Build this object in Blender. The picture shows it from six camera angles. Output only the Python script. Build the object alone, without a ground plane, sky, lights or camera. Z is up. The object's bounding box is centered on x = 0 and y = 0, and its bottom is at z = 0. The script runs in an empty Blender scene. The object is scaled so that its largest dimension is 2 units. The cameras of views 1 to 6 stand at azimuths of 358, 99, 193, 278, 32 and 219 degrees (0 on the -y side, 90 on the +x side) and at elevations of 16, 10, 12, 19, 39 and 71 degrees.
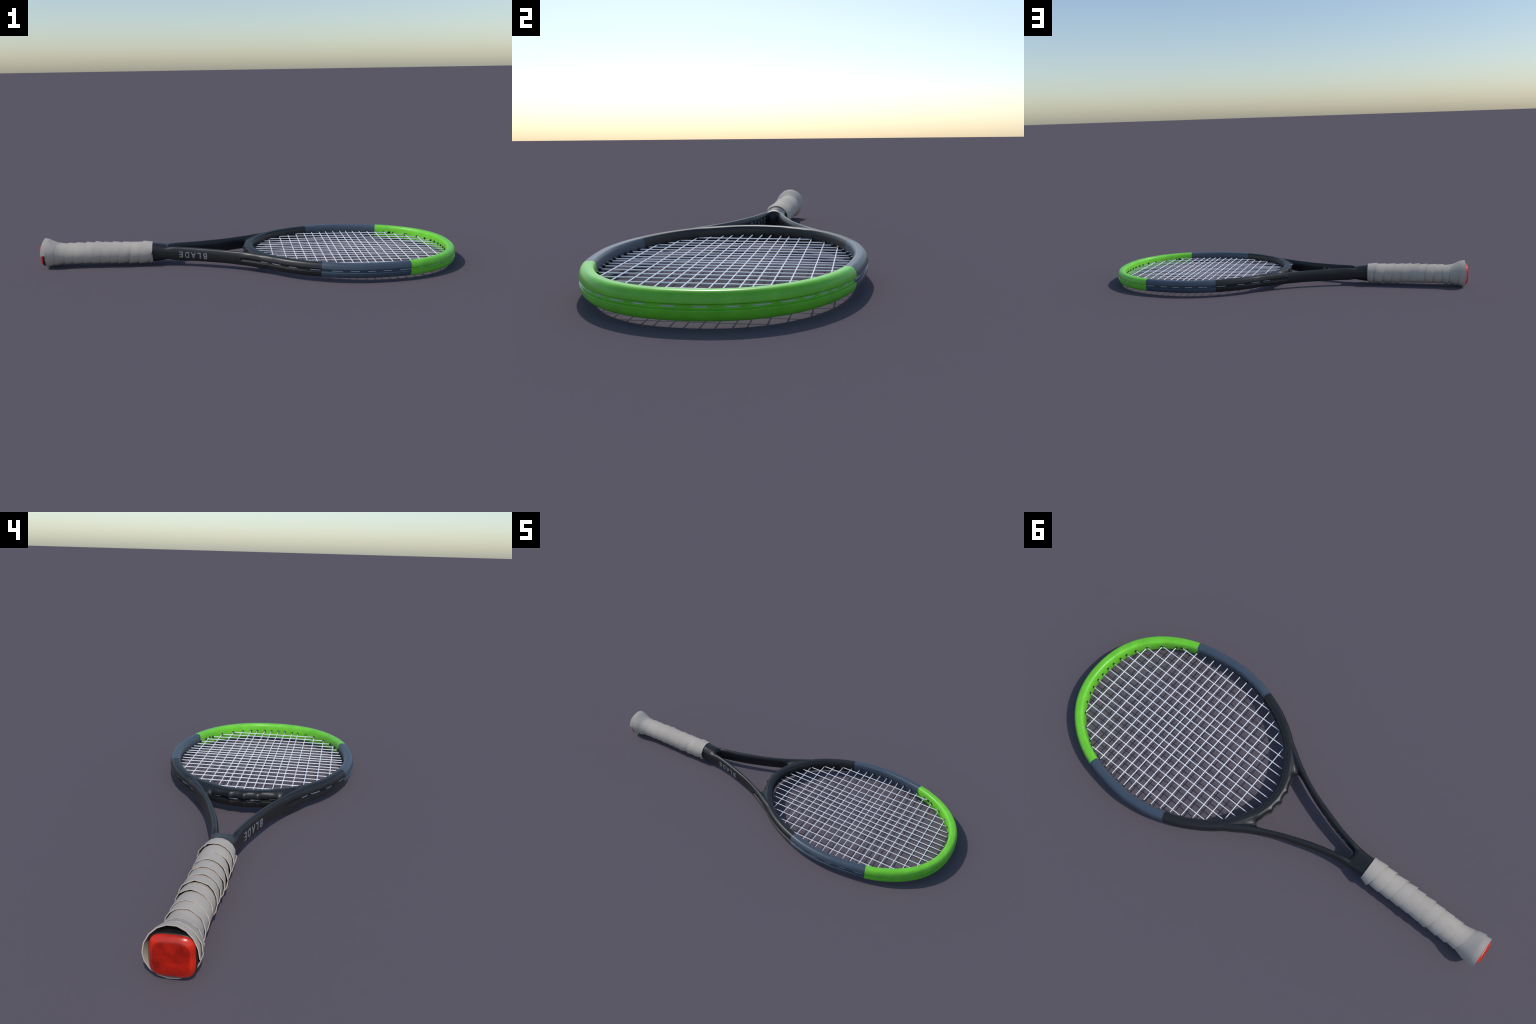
"""Tennis racket lying flat: implicit-surface frame, string bed, wrapped grip, lettering."""
import bpy, bmesh, math, random
import numpy as np
from mathutils import Vector, Matrix
from mathutils.bvhtree import BVHTree

rng = np.random.default_rng(7)
random.seed(7)

# ------------------------------------------------------------------ pose
Z0, TILT = 0.0562, -0.0088            # the racket's mid plane: z = Z0 + TILT * x


def lift(co):
    """model space (mid plane at z = 0) -> world"""
    co = np.array(co, dtype=np.float64, copy=True)
    co[:, 2] += Z0 + TILT * co[:, 0]
    return co


# ------------------------------------------------------------------ helpers
def spline(xs, ys):
    """natural cubic spline through control points, returns a vectorised function"""
    xs = np.asarray(xs, float); ys = np.asarray(ys, float)
    n = len(xs); h = np.diff(xs)
    A = np.zeros((n, n)); r = np.zeros(n); A[0, 0] = A[-1, -1] = 1
    for i in range(1, n - 1):
        A[i, i - 1], A[i, i], A[i, i + 1] = h[i - 1], 2 * (h[i - 1] + h[i]), h[i]
        r[i] = 6 * ((ys[i + 1] - ys[i]) / h[i] - (ys[i] - ys[i - 1]) / h[i - 1])
    M = np.linalg.solve(A, r)

    x = np.linspace(xs[0], xs[-1], 6001)                 # fine table: fast evaluation
    i = np.clip(np.searchsorted(xs, x) - 1, 0, n - 2)
    a, b = xs[i + 1] - x, x - xs[i]
    tab = (M[i] * a**3 + M[i + 1] * b**3) / (6 * h[i]) + (ys[i] / h[i] - M[i] * h[i] / 6) * a \
        + (ys[i + 1] / h[i] - M[i + 1] * h[i] / 6) * b
    slope = np.gradient(tab, x)

    def f(q, d=0):
        return np.interp(q, x, slope if d else tab)
    return f


def sstep(a, b, x):
    t = np.clip((x - a) / (b - a), 0, 1)
    return t * t * (3 - 2 * t)


def smin(a, b, k):
    k = k * np.clip(np.maximum(a, b), 0.02, 1)
    h = np.maximum(k - np.abs(a - b), 0) / k
    return np.maximum(np.minimum(a, b) - h * h * k * 0.25, 0)


def link(obj, parent):
    bpy.context.scene.collection.objects.link(obj)
    obj.parent = parent
    return obj


def new_mesh(name, verts, faces, mats, parent, smooth=True, world=False):
    me = bpy.data.meshes.new(name)
    v = np.asarray(verts, float) if world else lift(np.asarray(verts, float))
    me.from_pydata([tuple(p) for p in v], [], faces)
    for m in (mats if isinstance(mats, (list, tuple)) else [mats]):
        me.materials.append(m)
    me.polygons.foreach_set("use_smooth", [smooth] * len(me.polygons))
    me.update()
    return link(bpy.data.objects.new(name, me), parent)


# ------------------------------------------------------------------ materials
def material(name, col, rough=0.4, spec=0.5, var=0.06, scale=9.0, bump=0.0, bump_scale=300.0,
             coat=0.0, coat_rough=0.1, rough_var=0.05):
    m = bpy.data.materials.new(name); m.use_nodes = True
    nt = m.node_tree; N = nt.nodes; L = nt.links
    b = N["Principled BSDF"]
    tc = N.new("ShaderNodeTexCoord")
    no = N.new("ShaderNodeTexNoise"); no.inputs["Scale"].default_value = scale
    no.inputs["Detail"].default_value = 4
    L.new(tc.outputs["Object"], no.inputs["Vector"])
    cr = N.new("ShaderNodeValToRGB")
    cr.color_ramp.elements[0].position, cr.color_ramp.elements[1].position = 0.3, 0.7
    cr.color_ramp.elements[0].color = [c * (1 - var) for c in col] + [1]
    cr.color_ramp.elements[1].color = [min(1, c * (1 + var)) for c in col] + [1]
    L.new(no.outputs["Fac"], cr.inputs["Fac"])
    L.new(cr.outputs["Color"], b.inputs["Base Color"])
    mr = N.new("ShaderNodeMapRange")
    mr.inputs["To Min"].default_value = rough - rough_var
    mr.inputs["To Max"].default_value = rough + rough_var
    L.new(no.outputs["Fac"], mr.inputs["Value"])
    L.new(mr.outputs["Result"], b.inputs["Roughness"])
    b.inputs["Specular IOR Level"].default_value = spec
    b.inputs["Coat Weight"].default_value = coat
    b.inputs["Coat Roughness"].default_value = coat_rough
    if bump > 0:
        n2 = N.new("ShaderNodeTexNoise"); n2.inputs["Scale"].default_value = bump_scale
        n2.inputs["Detail"].default_value = 3
        L.new(tc.outputs["Object"], n2.inputs["Vector"])
        bp = N.new("ShaderNodeBump"); bp.inputs["Strength"].default_value = bump
        bp.inputs["Distance"].default_value = 0.001
        L.new(n2.outputs["Fac"], bp.inputs["Height"])
        L.new(bp.outputs["Normal"], b.inputs["Normal"])
    return m


M_GREEN = material("green_paint", (0.165, 0.62, 0.035), 0.33, 0.5, 0.09, 22)
M_SLATE = material("slate_blue_paint", (0.055, 0.080, 0.114), 0.40, 0.5, 0.04, 10)
M_BLACK = material("black_paint", (0.0125, 0.0135, 0.0150), 0.40, 0.5, 0.10, 10)
M_GROMMET = material("black_plastic", (0.010, 0.010, 0.011), 0.45, 0.4, 0.1, 40)
M_STRING = material("white_string", (0.86, 0.87, 0.91), 0.35, 0.5, 0.02, 30)
M_LOOP = material("grey_string", (0.62, 0.65, 0.70), 0.45, 0.4, 0.05, 30)  # greyer copy of the string colour, keeps the groove loops faint
M_TAPE = material("grey_grip_tape", (0.507, 0.458, 0.398), 0.75, 0.25, 0.03, 25, 0.25, 700)
M_EDGE = material("beige_tape_edge", (0.56, 0.49, 0.42), 0.8, 0.2, 0.03, 25)
M_CORE = material("black_rubber", (0.012, 0.012, 0.013), 0.4, 0.4, 0.1, 20)
M_RED_LIT = material("red_plastic_lit", (0.56, 0.020, 0.005), 0.27, 0.5, 0.25, 30)  # brighter copy of the cap red: the bevel's highlight is put into the colour
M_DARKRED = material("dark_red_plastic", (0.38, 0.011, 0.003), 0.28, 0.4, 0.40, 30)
M_LETTER = material("grey_letter_paint", (0.23, 0.235, 0.26), 0.45, 0.4, 0.02, 30)

root = bpy.data.objects.new("tennis_racket", None)
bpy.context.scene.collection.objects.link(root)
root["label"] = "black, slate and lime green tennis racket with grey grip"
root["category"] = "tennis racket"

# ------------------------------------------------------------------ frame: plan curves
HX = 0.49                              # centre of the hoop's polar description
deg = [0, 10, 20, 30, 40, 50, 60, 70, 80, 90, 100, 110, 120, 130, 140, 150, 160, 170, 180]
rad = [.4902, .4885, .4800, .4630, .4410, .4185, .3980, .3815, .3725, .3705, .3712, .3775,
       .3870, .4030, .4235, .4475, .4680, .4845, .4925]
_R = spline([-20, -10] + deg + [190, 200], [rad[2], rad[1]] + rad + [rad[-2], rad[-3]])
_arm = spline([-.44, -.40, -.3528, -.3091, -.2452, -.184, -.1237, -.0658, -.0119, .0247, .0600, .0900, .12],
              [.0245, .0295, .0377, .0474, .0650, .0855, .1075, .1330, .1595, .1795, .1995, .2155, .2310])
_armw = spline([-.44, -.40, -.36, -.31, -.245, -.18, -.12, -.05, .0, .03, .09, .12],
               [.0143, .0141, .0135, .0132, .0138, .0130, .0121, .0121, .0128, .0145, .0187, .0187])
_neckw = spline([-.60, -.50, -.4567, -.41, -.38], [.0395, .0400, .0408, .0412, .0412])
_half = spline([-.60, -.50, -.46, -.42, -.38, -.35, -.30, -.2, -.1, 0, .15, .5, .8, .95, 1.02],
               [.0450, .0450, .0448, .0395, .0350, .0335, .0328, .0320, .0315, .0322, .0333, .0332, .0338, .0348, .0350])
HW = 0.0198                            # hoop half width in plan, outer side
HWI = 0.0209                           # ... and inner side, where the wall stands flat (wider at the tip)
N_IN, N_OUT = 4.2, 2.45                 # superellipse exponents of the two sides of the section
GROOVE_K = 0.60


def hoop_d(x, y):
    """signed distance to the hoop's centre line, + outside"""
    dx = x - HX
    r = np.hypot(dx, y) + 1e-9
    th = np.degrees(np.arctan2(np.abs(y), dx))
    R = _R(th)
    dR = _R(th, 1) * (180 / math.pi)
    return (r - R) / np.sqrt(1 + (dR / R) ** 2)


def arm_d(x, y):
    s = _arm(x, 1)
    return (np.abs(y) - _arm(x)) / np.sqrt(1 + s * s)


def plan(x, y):
    """plan field t (0 on a centre line, 1 on the outline) and the groove mask"""
    ay = np.abs(y)
    d = hoop_d(x, y)
    br = sstep(.06, .03, x) * sstep(.125, .10, ay) * sstep(.050, .042, d)                     # bridge zone
    bumps = br * (.0018 + sum(np.exp(-((y - c) / .0105) ** 2) * h for c, h in ((-.050, .0062), (0.0, .0078), (.053, .0062))))
    hwi = HWI + .0013 * sstep(.6, .9, x) - .0010 * sstep(.25, .05, x)
    u = np.abs(d) / np.where(d > 0, HW, hwi)
    t = u
    bulge = np.where(d > 0, bumps / HW * sstep(.50, 1.0, u), 0)
    da = arm_d(x, y)
    ta = np.sqrt((da / _armw(x)) ** 2 + (np.maximum(x - .085, 0) / .02) ** 2)
    wf = .8 * sstep(-.345, -.435, x); ta = np.where(ta < 1, np.sqrt(ta * ta * (1 - wf) + wf), ta)                                # shafts melt into the neck
    tn = np.sqrt((ay / _neckw(x)) ** 2 + (np.maximum(x - 22 * ay * ay + .409, 0) / .021) ** 2)
    tw = np.sqrt(.60 + .40 * ((x - .030) ** 2 + (ay - .165) ** 2) / .0485 ** 2)  # web in the throat corners
    tw = np.maximum(tw, np.maximum(da / _armw(x), -d / hwi) * 1.05)
    t = smin(t, ta, .42)
    t = smin(t, tw, .60)
    t = smin(t, tn, .22)
    w = sstep(.07, .10, x)
    e = d * w + da * (1 - w)
    m_out = sstep(.001, .005, e) * sstep(-.046, -.042, x)
    m_br = sstep(.001, .005, d) * sstep(.118, .110, ay) * sstep(.06, .04, x) * sstep(.050, .042, d)
    nx = N_OUT + 1.1 * br + (N_IN - N_OUT - 1.1 * br) * sstep(.004, -.004, d) * sstep(-.005, .012, x)
    return t, np.maximum(m_out * (ay > .12 * (1 - w)), m_br), nx, bulge


def groove(z):
    return sstep(.0074, .0044, np.abs(z))


def field(x, y, z):
    t, m, n, bg = plan(x, y)
    t = t / (1 + bg * np.maximum(1 - (z / .034) ** 4, 0)) * (1 + GROOVE_K * groove(z) * m)
    return (t ** n + np.abs(z / _half(x)) ** n) ** (1 / n) - 1


# ------------------------------------------------------------------ frame: surface nets on the field
H = 0.0019
gx = np.arange(-.56, 1.008, H); gy = np.arange(-.402, .4025, H); gz = np.arange(-.0495, .0496, H)
X2, Y2 = np.meshgrid(gx, gy, indexing="ij")
T2, M2, N2, B2 = (a.astype(np.float32)[:, :, None] for a in plan(X2, Y2))
F = np.ones((len(gx), len(gy), len(gz)), np.float32)
near2 = T2[:, :, 0] < 1.6
ZB = np.abs(gz[None, :] / _half(X2[near2])[:, None]).astype(np.float32) ** N2[near2]
F[near2] = (T2[near2] / (1 + B2[near2] * np.maximum(1 - (gz[None, :] / .034) ** 4, 0).astype(np.float32)) * (1 + GROOVE_K * groove(gz).astype(np.float32)[None, :] * M2[near2])) ** N2[near2] + ZB - 1
F[0] = 1                                # close the neck inside the grip
ins = F < 0
cell = np.zeros(tuple(s - 1 for s in F.shape), np.int8)
for a in (0, 1):
    for b in (0, 1):
        for c in (0, 1):
            cell += ins[a:F.shape[0] - 1 + a, b:F.shape[1] - 1 + b, c:F.shape[2] - 1 + c]
mixed = (cell > 0) & (cell < 8)
idx = np.full(cell.shape, -1, np.int64)
cells = np.argwhere(mixed)
idx[mixed] = np.arange(len(cells))
P = np.stack([gx[cells[:, 0]], gy[cells[:, 1]], gz[cells[:, 2]]], 1) + H / 2
quads = []
for ax in range(3):
    sl0 = [slice(None)] * 3; sl1 = [slice(None)] * 3
    sl0[ax] = slice(0, -1); sl1[ax] = slice(1, None)
    A, B = ins[tuple(sl0)], ins[tuple(sl1)]
    e = np.argwhere(A != B)
    o1, o2 = [(1, 2), (2, 0), (0, 1)][ax]
    ok = (e[:, o1] > 0) & (e[:, o2] > 0)
    e = e[ok]
    flip = A[tuple(e.T)]
    q = []
    for s1, s2 in ((1, 1), (0, 1), (0, 0), (1, 0)):
        f = e.copy(); f[:, o1] -= s1; f[:, o2] -= s2
        q.append(idx[tuple(f.T)])
    q = np.stack(q, 1)
    q = np.where(flip[:, None], q, q[:, ::-1])
    quads.append(q)
quads = np.concatenate(quads)
quads = quads[(quads >= 0).all(1)]


def grad(p):
    e = 4e-4; g = np.zeros_like(p)
    for k in range(3):
        a = p.copy(); b = p.copy(); a[:, k] += e; b[:, k] -= e
        g[:, k] = (field(*a.T) - field(*b.T)) / (2 * e)
    return g


end_cap = cells[:, 0] <= 0


def project(p, n):
    for _ in range(n):
        g = grad(p); f = field(*p.T)
        st = (f / np.maximum((g * g).sum(1), 1e-6))[:, None] * g
        ln = np.linalg.norm(st, axis=1)[:, None]
        st *= np.minimum(1, .0015 / np.maximum(ln, 1e-9))
        st[end_cap] = 0
        p = p - st
    return p


edges = np.concatenate([quads[:, [0, 1]], quads[:, [1, 2]], quads[:, [2, 3]], quads[:, [3, 0]]])
deg_v = np.bincount(edges.ravel(), minlength=len(P)).astype(float)[:, None]


def relax(p):
    s = np.zeros_like(p)
    for k in range(3):
        s[:, k] = np.bincount(edges[:, 0], p[edges[:, 1], k], len(p)) + np.bincount(edges[:, 1], p[edges[:, 0], k], len(p))
    q = s / np.maximum(deg_v, 1)
    return np.where(end_cap[:, None], p, .4 * p + .6 * q)


P = project(P, 3)
for _ in range(3):
    P = project(relax(P), 1)
P = project(P, 2)

body = bpy.data.meshes.new("frame_body")
body.from_pydata([tuple(v) for v in P], [], quads.tolist())
bm = bmesh.new(); bm.from_mesh(body)
TH_GREEN, TH_BLACK = 58.7, 117.9       # polar angles of the paint borders


def hoop_point(th, off=0.0):
    a = math.radians(th)
    f = lambda q: np.array([HX + _R(np.array(abs(q))) * math.cos(math.radians(q)), _R(np.array(abs(q))) * math.sin(math.radians(q))])
    p = f(th); t = f(th + .5) - f(th - .5); t /= np.linalg.norm(t)
    n = np.array([t[1], -t[0]])
    if n @ (p - [HX, 0]) < 0:
        n = -n
    return p + n * off, t, n


borders = {}
for th in (TH_GREEN, TH_BLACK):
    for sg in (1, -1):
        p, t, n = hoop_point(th * sg)
        pv, tv = Vector((p[0], p[1], 0)), Vector((t[0], t[1], 0))
        fs = [f for f in bm.faces if (f.calc_center_median() - pv).length < .07]
        es = {e for f in fs for e in f.edges}; vs = {v for f in fs for v in f.verts}
        bmesh.ops.bisect_plane(bm, geom=fs + list(es) + list(vs), plane_co=pv, plane_no=tv, dist=2e-4)
        borders[(th, sg)] = (p, t)
bm.to_mesh(body); bm.free()
nv = len(body.vertices)
co = np.zeros(nv * 3); body.vertices.foreach_get("co", co); co = co.reshape(-1, 3)
nrm = grad(co); nrm /= np.maximum(np.linalg.norm(nrm, axis=1)[:, None], 1e-9)
polys = [tuple(p.vertices) for p in body.polygons]
cen = np.array([co[list(p)].mean(0) for p in polys])


def beyond(th, c):
    """True where a face lies on the handle side of the paint border"""
    r = np.zeros(len(c), bool)
    for sg in (1, -1):
        p, t = borders[(th, sg)]
        side = ((c[:, :2] - p) @ t) * sg > 0
        near = (c[:, 1] * sg > 0)
        r |= near & side
    return r


blk = beyond(TH_BLACK, cen) & (cen[:, 0] < HX)
slate = beyond(TH_GREEN, cen) & ~blk
green = ~blk & ~slate
dh, da_ = hoop_d(cen[:, 0], cen[:, 1]), arm_d(cen[:, 0], cen[:, 1])
neck = blk & (cen[:, 0] < -.375)
bridge = blk & ~neck & (cen[:, 0] < .08) & (np.abs(cen[:, 1]) < .15) & (np.abs(dh) / HW < np.abs(da_) / _armw(cen[:, 0]))
shoulder = blk & ~neck & ~bridge & (cen[:, 0] > .08)
shaft = blk & ~neck & ~bridge & ~shoulder
lefty = cen[:, 1] > 0
regions = [("hoop_tip", green, M_GREEN), ("hoop_side", slate & lefty, M_SLATE), ("hoop_side", slate & ~lefty, M_SLATE),
           ("hoop_shoulder", shoulder & lefty, M_BLACK), ("hoop_shoulder", shoulder & ~lefty, M_BLACK),
           ("throat_bridge", bridge, M_BLACK), ("shaft", shaft & lefty, M_BLACK), ("shaft", shaft & ~lefty, M_BLACK),
           ("neck", neck, M_BLACK)]
wco = lift(co)
for name, mask, mat in regions:
    fi = np.nonzero(mask)[0]
    used = np.unique(np.concatenate([polys[i] for i in fi]))
    remap = {int(v): k for k, v in enumerate(used)}
    faces = [[remap[int(v)] for v in polys[i]] for i in fi]
    ob = new_mesh(name, wco[used], faces, mat, root, True, world=True)
    ob.data.normals_split_custom_set_from_vertices([tuple(n) for n in nrm[used]])

bvh = BVHTree.FromPolygons([tuple(v) for v in co], polys)      # model space, for lettering
bpy.data.meshes.remove(body)


# ------------------------------------------------------------------ tubes
def tube(name, path, radius, mat, parent, seg=10, mesh_only=False):
    path = np.asarray(path, float); n = len(path)
    tan = np.gradient(path, axis=0); tan /= np.linalg.norm(tan, axis=1)[:, None]
    up = np.array([0, 0, 1.0])
    side = np.cross(tan, up); side /= np.linalg.norm(side, axis=1)[:, None]
    upv = np.cross(side, tan)
    rr = np.broadcast_to(np.asarray(radius, float), (n,))
    verts, faces = [], []
    for i in range(n):
        for k in range(seg):
            a = 2 * math.pi * k / seg
            verts.append(path[i] + rr[i] * (math.cos(a) * side[i] + math.sin(a) * upv[i]))
    for i in range(n - 1):
        for k in range(seg):
            k2 = (k + 1) % seg
            faces.append((i * seg + k, i * seg + k2, (i + 1) * seg + k2, (i + 1) * seg + k))
    faces.append(tuple(range(seg - 1, -1, -1))); faces.append(tuple(range((n - 1) * seg, n * seg)))
    return new_mesh(name, verts, faces, mat, parent)


def inner_hit(p, d):
    """walk from p along d until the hoop's inner face (at mid height)"""
    lo, hi = 0.0, 1.0
    s = np.linspace(0, 1.0, 4001)
    q = p[None] + s[:, None] * d[None]
    k = np.argmax(np.abs(hoop_d(q[:, 0], q[:, 1])) < HWI)
    return q[k]


bed = bpy.data.objects.new("string_bed", None)
link(bed, root)
SR = 0.0020
MAINS = [.0175, .0505, .0879, .1178, .1585, .2000, .2478, .2954]
CROSS = [.8893, .8380, .7852, .7376, .6919, .6502, .6085, .5718, .5354, .5050, .4660, .4259, .3905,
         .3489, .3059, .2606, .2168, .1690, .1091]
GL = 0.0065                            # how far a grommet stands out of the frame


def strung(name, a0, d, zoff):
    ends = []
    for sg in (1, -1):
        h = inner_hit(a0, d * sg)
        ends.append((h, d * sg))
    p, q = ends[1][0] - d * .006, ends[0][0] + d * .006
    n = 24
    path = [np.array([*(p + (q - p) * s), zoff]) for s in np.linspace(0, 1, n)]
    tube(name, path, SR, M_STRING, bed)
    for h, dd in ends:
        z = zoff
        pts = [np.array([*(h + dd * s), z]) for s in (.006, .0, -GL * .55, -GL * .9, -GL)]
        tube("grommet", pts, [.0056, .0056, .0046, .0043, .0034], M_GROMMET, bed, 10)


for y in [v * s for v in MAINS for s in (1, -1)]:
    strung("main_string", np.array([HX, y]), np.array([1.0, 0]), .0008)
for x in CROSS:
    strung("cross_string", np.array([x + .0005, 0.0]), np.array([0, 1.0]), .0006)

# string loops lying in the outer groove
ext = []
for th in np.linspace(0, 150, 1501):
    p, t, n = hoop_point(th)
    if p[0] > .085:
        ext.append((*p, *n, HW))
for x in np.linspace(.084, -.05, 260):
    s = float((_arm(np.array(x + .002)) - _arm(np.array(x - .002))) / .004)
    n = np.array([-s, 1]) / math.hypot(1, s)
    ext.append((x, float(_arm(np.array(x))), *n, float(_armw(np.array(x)))))
ext = np.array(ext)
edge_pts = ext[:, :2] + ext[:, 2:4] * ext[:, 4:5]
tip_pairs = [(.0188, .0525), (.0908, .1217), (.1475, .1861), (.2070, .2378)]
side_pairs = [(.8980, .8735), (.8591, .8314), (.8218, .8033), (.7715, .7475), (.6971, .6517), (.6113, .5743),
              (.5402, .5040), (.4675, .4288), (.3950, .3474), (.2988, .2537), (.1962, .1633), (.1288, .0900), (.0775, .0437)]
spans = []
for a, b in tip_pairs:
    i = np.argmin(np.abs(edge_pts[:700, 1] - a)); j = np.argmin(np.abs(edge_pts[:700, 1] - b)); spans.append((i, j))
for a, b in side_pairs:
    i = np.argmin(np.abs(edge_pts[:, 0] - a)); j = np.argmin(np.abs(edge_pts[:, 0] - b)); spans.append((i, j))


def loop(line, norm, depth):
    n = len(line)
    off = np.full(n, 0.0); off[0] = off[-1] = -.006
    off[1] = off[-2] = -.0005
    pts = line + norm * (depth + off)[:, None]
    tube("string_loop", np.column_stack([pts, np.zeros(n)]), .0015, M_LOOP, bed, 8)


for sg in (1, -1):
    for i, j in spans:
        ii = np.linspace(i, j, 10).round().astype(int)
        ii = np.array([ii[0], ii[0], *ii[1:-1], ii[-1], ii[-1]]) if False else ii
        ln, nm, aw = ext[ii, :2].copy(), ext[ii, 2:4].copy(), ext[ii, 4]
        # drop the ends steeply into their holes
        tg = ln[1] - ln[0]; ln[1] = ln[0] + tg * .12
        tg = ln[-2] - ln[-1]; ln[-2] = ln[-1] + tg * .12
        ln[:, 1] *= sg; nm[:, 1] *= sg
        loop(ln, nm, aw / (1 + GROOVE_K) + .0004)
for ya, yb in ((.110, .085), (.053, .0210), (-.0215, -.0535), (-.0860, -.111)):
    ys = np.linspace(ya, yb, 10); ln, nm, dp = [], [], []
    ys[1] = ys[0] + (ys[1] - ys[0]) * .2; ys[-2] = ys[-1] + (ys[-2] - ys[-1]) * .2
    for y in ys:
        th = 180 - math.degrees(math.asin(min(1, abs(y) / .49)))
        for _ in range(8):
            th -= (float(hoop_point(th)[0][1]) - abs(y)) / -.0085
        p, t, n = hoop_point(math.copysign(th, y)); ln.append(p); nm.append(n)
        s = np.linspace(0, .04, 400); q = p[None] + s[:, None] * n[None]
        tt, mm, nn, bg = plan(q[:, 0], q[:, 1]); dp.append(s[np.argmax(tt / (1 + bg) * (1 + GROOVE_K) > 1)])
    loop(np.array(ln), np.array(nm), np.array(dp) + .0018)

# ------------------------------------------------------------------ lettering on one shaft, printed on both faces
LETTERS = [("B", -.2131, .0190), ("L", -.2420, .0165), ("A", -.2690, .0235), ("D", -.2995, .0205), ("E", -.3290, .0185)]
LH = 0.0290


def letter_mesh(ch):
    cu = bpy.data.curves.new("letter", "FONT"); cu.body = ch; cu.size = 1; cu.offset = .010
    cu.fill_mode = "FRONT" if hasattr(cu, "fill_mode") else cu.fill_mode
    ob = bpy.data.objects.new("letter_tmp", cu); bpy.context.scene.collection.objects.link(ob)
    dg = bpy.context.evaluated_depsgraph_get(); me = bpy.data.meshes.new_from_object(ob.evaluated_get(dg))
    bpy.data.objects.remove(ob); bpy.data.curves.remove(cu)
    return me


for ch, xc, wd in LETTERS:
    src = letter_mesh(ch)
    for face in (-1, 1):                                   # -1 outer face, +1 inner face of the -y shaft
        b = bmesh.new(); b.from_mesh(src)
        bmesh.ops.remove_doubles(b, verts=b.verts, dist=1e-5)
        xs = [v.co.x for v in b.verts]; ys = [v.co.y for v in b.verts]
        x0, x1, y0, y1 = min(xs), max(xs), min(ys), max(ys)
        for v in b.verts:                                  # upright glyph -> upside-down on the shaft
            gxn = (v.co.x - x0) / (x1 - x0) - .5; gyn = (v.co.y - y0) / (y1 - y0) - .5
            v.co = Vector((xc - gxn * wd * .95, 0, -.0015 - gyn * LH - (xc + .27) * .012))
        for zc in np.arange(-.02, .02, .003):
            bmesh.ops.bisect_plane(b, geom=b.faces[:] + b.edges[:] + b.verts[:], plane_co=(0, 0, zc), plane_no=(0, 0, 1), dist=1e-6)
        for xx in np.arange(xc - .02, xc + .02, .004):
            bmesh.ops.bisect_plane(b, geom=b.faces[:] + b.edges[:] + b.verts[:], plane_co=(xx, 0, 0), plane_no=(1, 0, 0), dist=1e-6)
        bmesh.ops.triangulate(b, faces=b.faces[:])
        out = []
        for v in b.verts:
            org = Vector((v.co.x, -.2 if face < 0 else .0 - .005, v.co.z))
            hit = bvh.ray_cast(org, Vector((0, 1 if face < 0 else -1, 0)))
            v.co.y = hit[0].y + face * .0004 if hit[0] is not None else 0
        ext_g = bmesh.ops.extrude_face_region(b, geom=b.faces[:])
        for v in [g for g in ext_g["geom"] if isinstance(g, bmesh.types.BMVert)]:
            v.co.y -= face * .0010
        bmesh.ops.recalc_face_normals(b, faces=b.faces[:])
        vv = [tuple(v.co) for v in b.verts]; b.verts.index_update()
        ff = [[v.index for v in f.verts] for f in b.faces]
        new_mesh("letter", vv, ff, M_LETTER, root, smooth=False)
        b.free()
    bpy.data.meshes.remove(src)

# ------------------------------------------------------------------ handle core, butt cap, red end face
def ring_body(name, stations, mat, parent, seg=64, cap0=True, cap1=True, dz=0.0):
    """stations: (x, half y, half z, superellipse exponent)"""
    verts, faces = [], []
    for x, hy, hz, n in stations:
        for k in range(seg):
            a = 2 * math.pi * k / seg; c, s = math.cos(a), math.sin(a)
            r = (abs(c) ** n + abs(s) ** n) ** (-1 / n)
            verts.append((x, hy * r * c, hz * r * s + dz))
    for i in range(len(stations) - 1):
        for k in range(seg):
            k2 = (k + 1) % seg
            faces.append((i * seg + k, (i + 1) * seg + k, (i + 1) * seg + k2, i * seg + k2))
    if cap0:
        faces.append(tuple(range(seg)))
    if cap1:
        m = (len(stations) - 1) * seg
        faces.append(tuple(range(m + seg - 1, m - 1, -1)))
    return new_mesh(name, verts, faces, mat, parent)


handle = bpy.data.objects.new("handle", None)
link(handle, root)
ring_body("handle_core", [(-.472, .0440, .0440, 2), (-.60, .0440, .0440, 2), (-.88, .0430, .0430, 2), (-.90, .0430, .0430, 2)], M_CORE, handle)
cap = ring_body("butt_cap", [(-.9850, .0520, .0520, 3.8), (-.9840, .0545, .0545, 3.8), (-.980, .0555, .0555, 3.5), (-.965, .0535, .0535, 2.8), (-.93, .0470, .0470, 2.2),
                             (-.905, .0425, .0425, 2), (-.895, .0410, .0410, 2)], M_CORE, handle, dz=.0019)
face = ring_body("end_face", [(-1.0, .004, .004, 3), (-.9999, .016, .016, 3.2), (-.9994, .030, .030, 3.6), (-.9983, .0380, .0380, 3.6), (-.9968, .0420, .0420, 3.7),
                              (-.9932, .0476, .0476, 3.8), (-.9895, .0513, .0513, 3.9), (-.9868, .0528, .0528, 3.9), (-.9845, .0532, .0532, 3.9), (-.982, .0515, .0515, 3.9)], [M_RED_LIT, M_DARKRED], handle, 96, dz=.0019)
face.data.polygons.foreach_set("material_index", [1 if p.center.x < -.9970 else 0 for p in face.data.polygons])  # bevel keeps the red with the highlight painted in, centre the darker one

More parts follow.
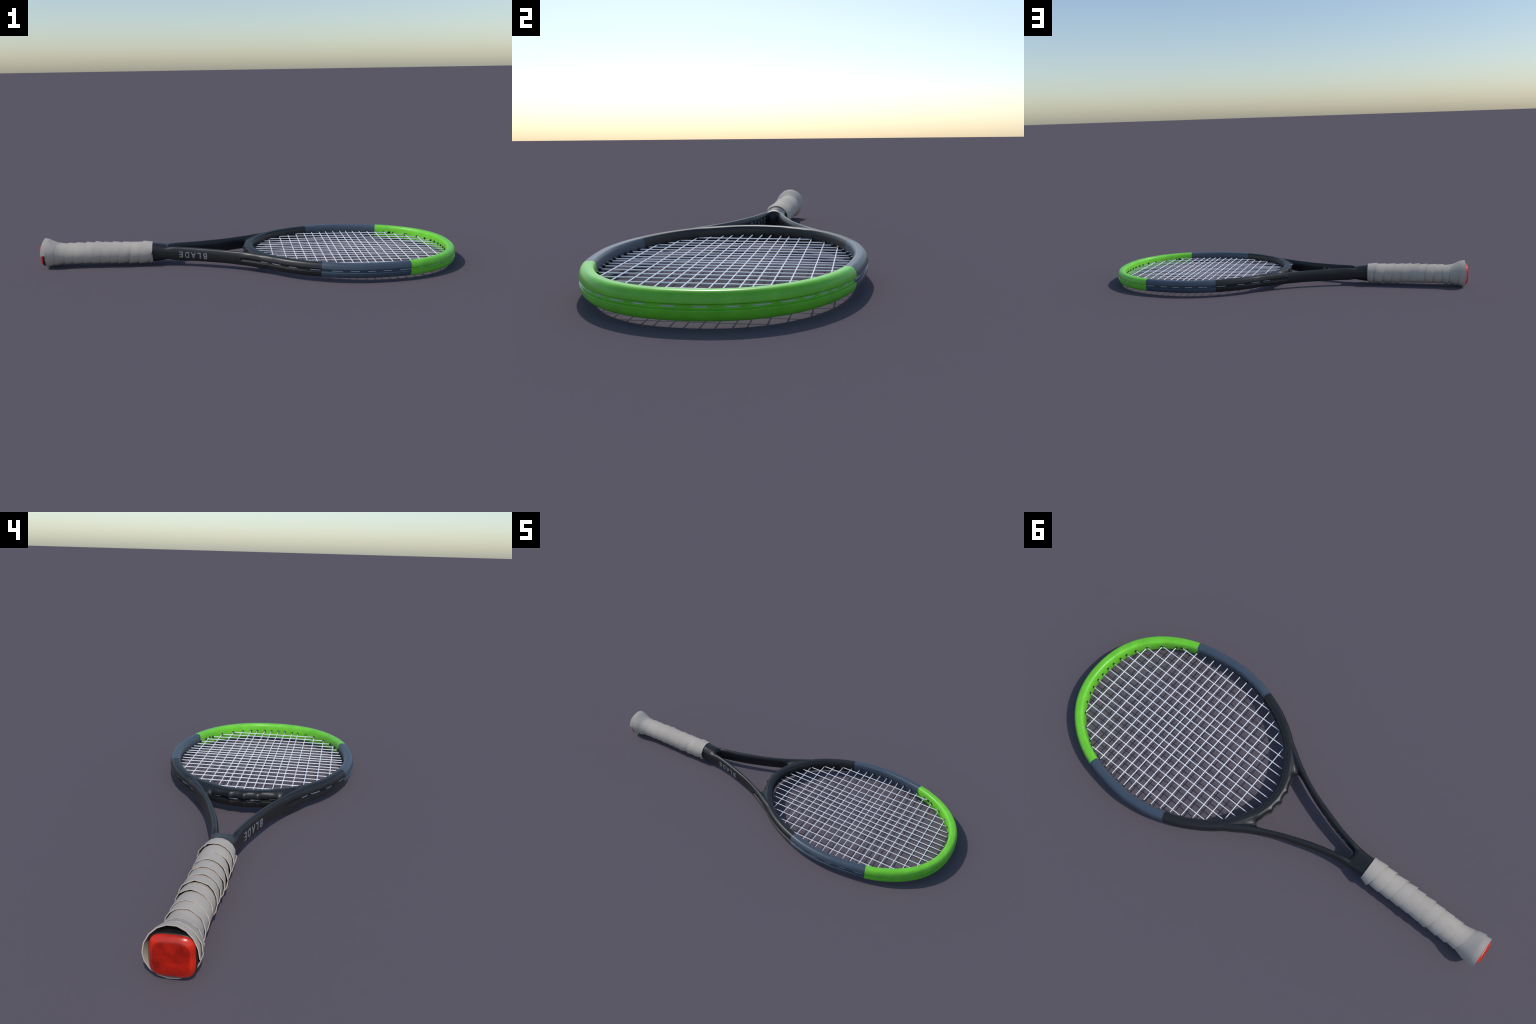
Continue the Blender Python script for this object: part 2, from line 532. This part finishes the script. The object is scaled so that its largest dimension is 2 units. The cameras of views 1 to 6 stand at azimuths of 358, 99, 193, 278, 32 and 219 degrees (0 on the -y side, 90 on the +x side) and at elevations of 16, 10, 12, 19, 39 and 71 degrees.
# ------------------------------------------------------------------ grip tape: one helical strip
edge_at = [-.9925, -.972, -.924, -.882, -.840, -.796, -.752, -.710, -.667, -.623, -.575, -.526, -.474]
_base = spline([-1.0, -.985, -.96, -.94, -.92, -.90, -.88, -.84, -.70, -.60, -.54, -.50, -.46],
               [.0682, .0676, .0640, .0578, .0518, .0483, .0470, .0472, .0481, .0483, .0494, .0495, .0481])
SEG = 18
turns = 12
W = .054
HEAD = -.466
n_st = int(turns * SEG) + 1
verts, faces, fm = [], [], []
NW = 6                                  # points across the strip
prev_gap = 0
for i in range(n_st):
    u = i / SEG
    phi = 2 * math.pi * u
    # phi = 0 at -y, then over the top (+z), +y, bottom
    cy, cz = -math.cos(phi), math.sin(phi)
    xe = float(np.interp(u, range(len(edge_at)), edge_at))
    if u < 1.0:                                              # mouth of the butt end bends back at top and bottom
        xe = -.9925 + (.007 * u if u < .5 else .0035 + .034 * (u - .5))
        xe += (.0115 if u < .5 else .005) * math.sin(phi) ** 2
    elif u < 1.5:
        xe += .004 * math.sin(phi) ** 2
    if 1.2 < u < 10.8:
        xe += .0022 * math.sin(phi * 1.31 + .5) + .0015 * math.sin(phi * .43)
    gap = .0044 + .0020 * math.sin(phi * 1.13 + 1.0) + .0010 * math.sin(phi * .37) + rng.uniform(-.0014, .0014)
    if u < 1:
        gap = .0030
    th = .0024
    x_hd = min(xe + W, HEAD)
    if u > 11.0:
        x_hd = HEAD
    outer, inner = [], []
    for k in range(NW):
        s = k / (NW - 1)
        x = xe + (x_hd - xe) * s
        r = .0004 + float(_base(np.array(x))) + gap * (1 - s) ** 1.2 + .0006
        if u > 11.0:
            r += .0010
        if x_hd < HEAD - .001 and s > .75:
            r -= .0022 * (s - .75) / .25                     # tuck under the next turn
        q = sstep(-.93, -.97, x) * .080
        qz = sstep(-.90, -.975, x) * .0050
        outer.append((x, cy * r * (1 - q) + q * .028, cz * r + qz))
        inner.append((x, cy * (r - th) * (1 - q) + q * .028, cz * (r - th) + qz))
    verts += outer + inner
    if i:
        a, b = (i - 1) * 2 * NW, i * 2 * NW
        for k in range(NW - 1):
            faces.append((a + k, a + k + 1, b + k + 1, b + k)); fm.append(0)
            faces.append((a + NW + k, b + NW + k, b + NW + k + 1, a + NW + k + 1)); fm.append(1)
        faces.append((a, b, b + NW, a + NW)); fm.append(1)
        faces.append((a + NW - 1, a + 2 * NW - 1, b + 2 * NW - 1, b + NW - 1)); fm.append(1)
faces.append(tuple(list(range(NW)) + list(range(2 * NW - 1, NW - 1, -1)))); fm.append(1)
m = (n_st - 1) * 2 * NW
faces.append(tuple(list(range(m + NW - 1, m - 1, -1)) + list(range(m + NW, m + 2 * NW)))); fm.append(1)
tape = new_mesh("grip_tape", verts, faces, [M_TAPE, M_EDGE], handle)
tape.data.polygons.foreach_set("material_index", fm)
b = bmesh.new(); b.from_mesh(tape.data)
bmesh.ops.recalc_face_normals(b, faces=b.faces[:])
for e in b.edges:
    e.smooth = not (len(e.link_faces) == 2 and e.calc_face_angle(0) > math.radians(40))
b.to_mesh(tape.data); b.free()

# ------------------------------------------------------------------ seat the racket on z = 0
bpy.context.view_layer.update()
lo = min(min(v.co.z for v in o.data.vertices) for o in bpy.data.objects if o.type == "MESH")
for me in {o.data for o in bpy.data.objects if o.type == "MESH"}:
    me.transform(Matrix.Translation((0, 0, -lo)))
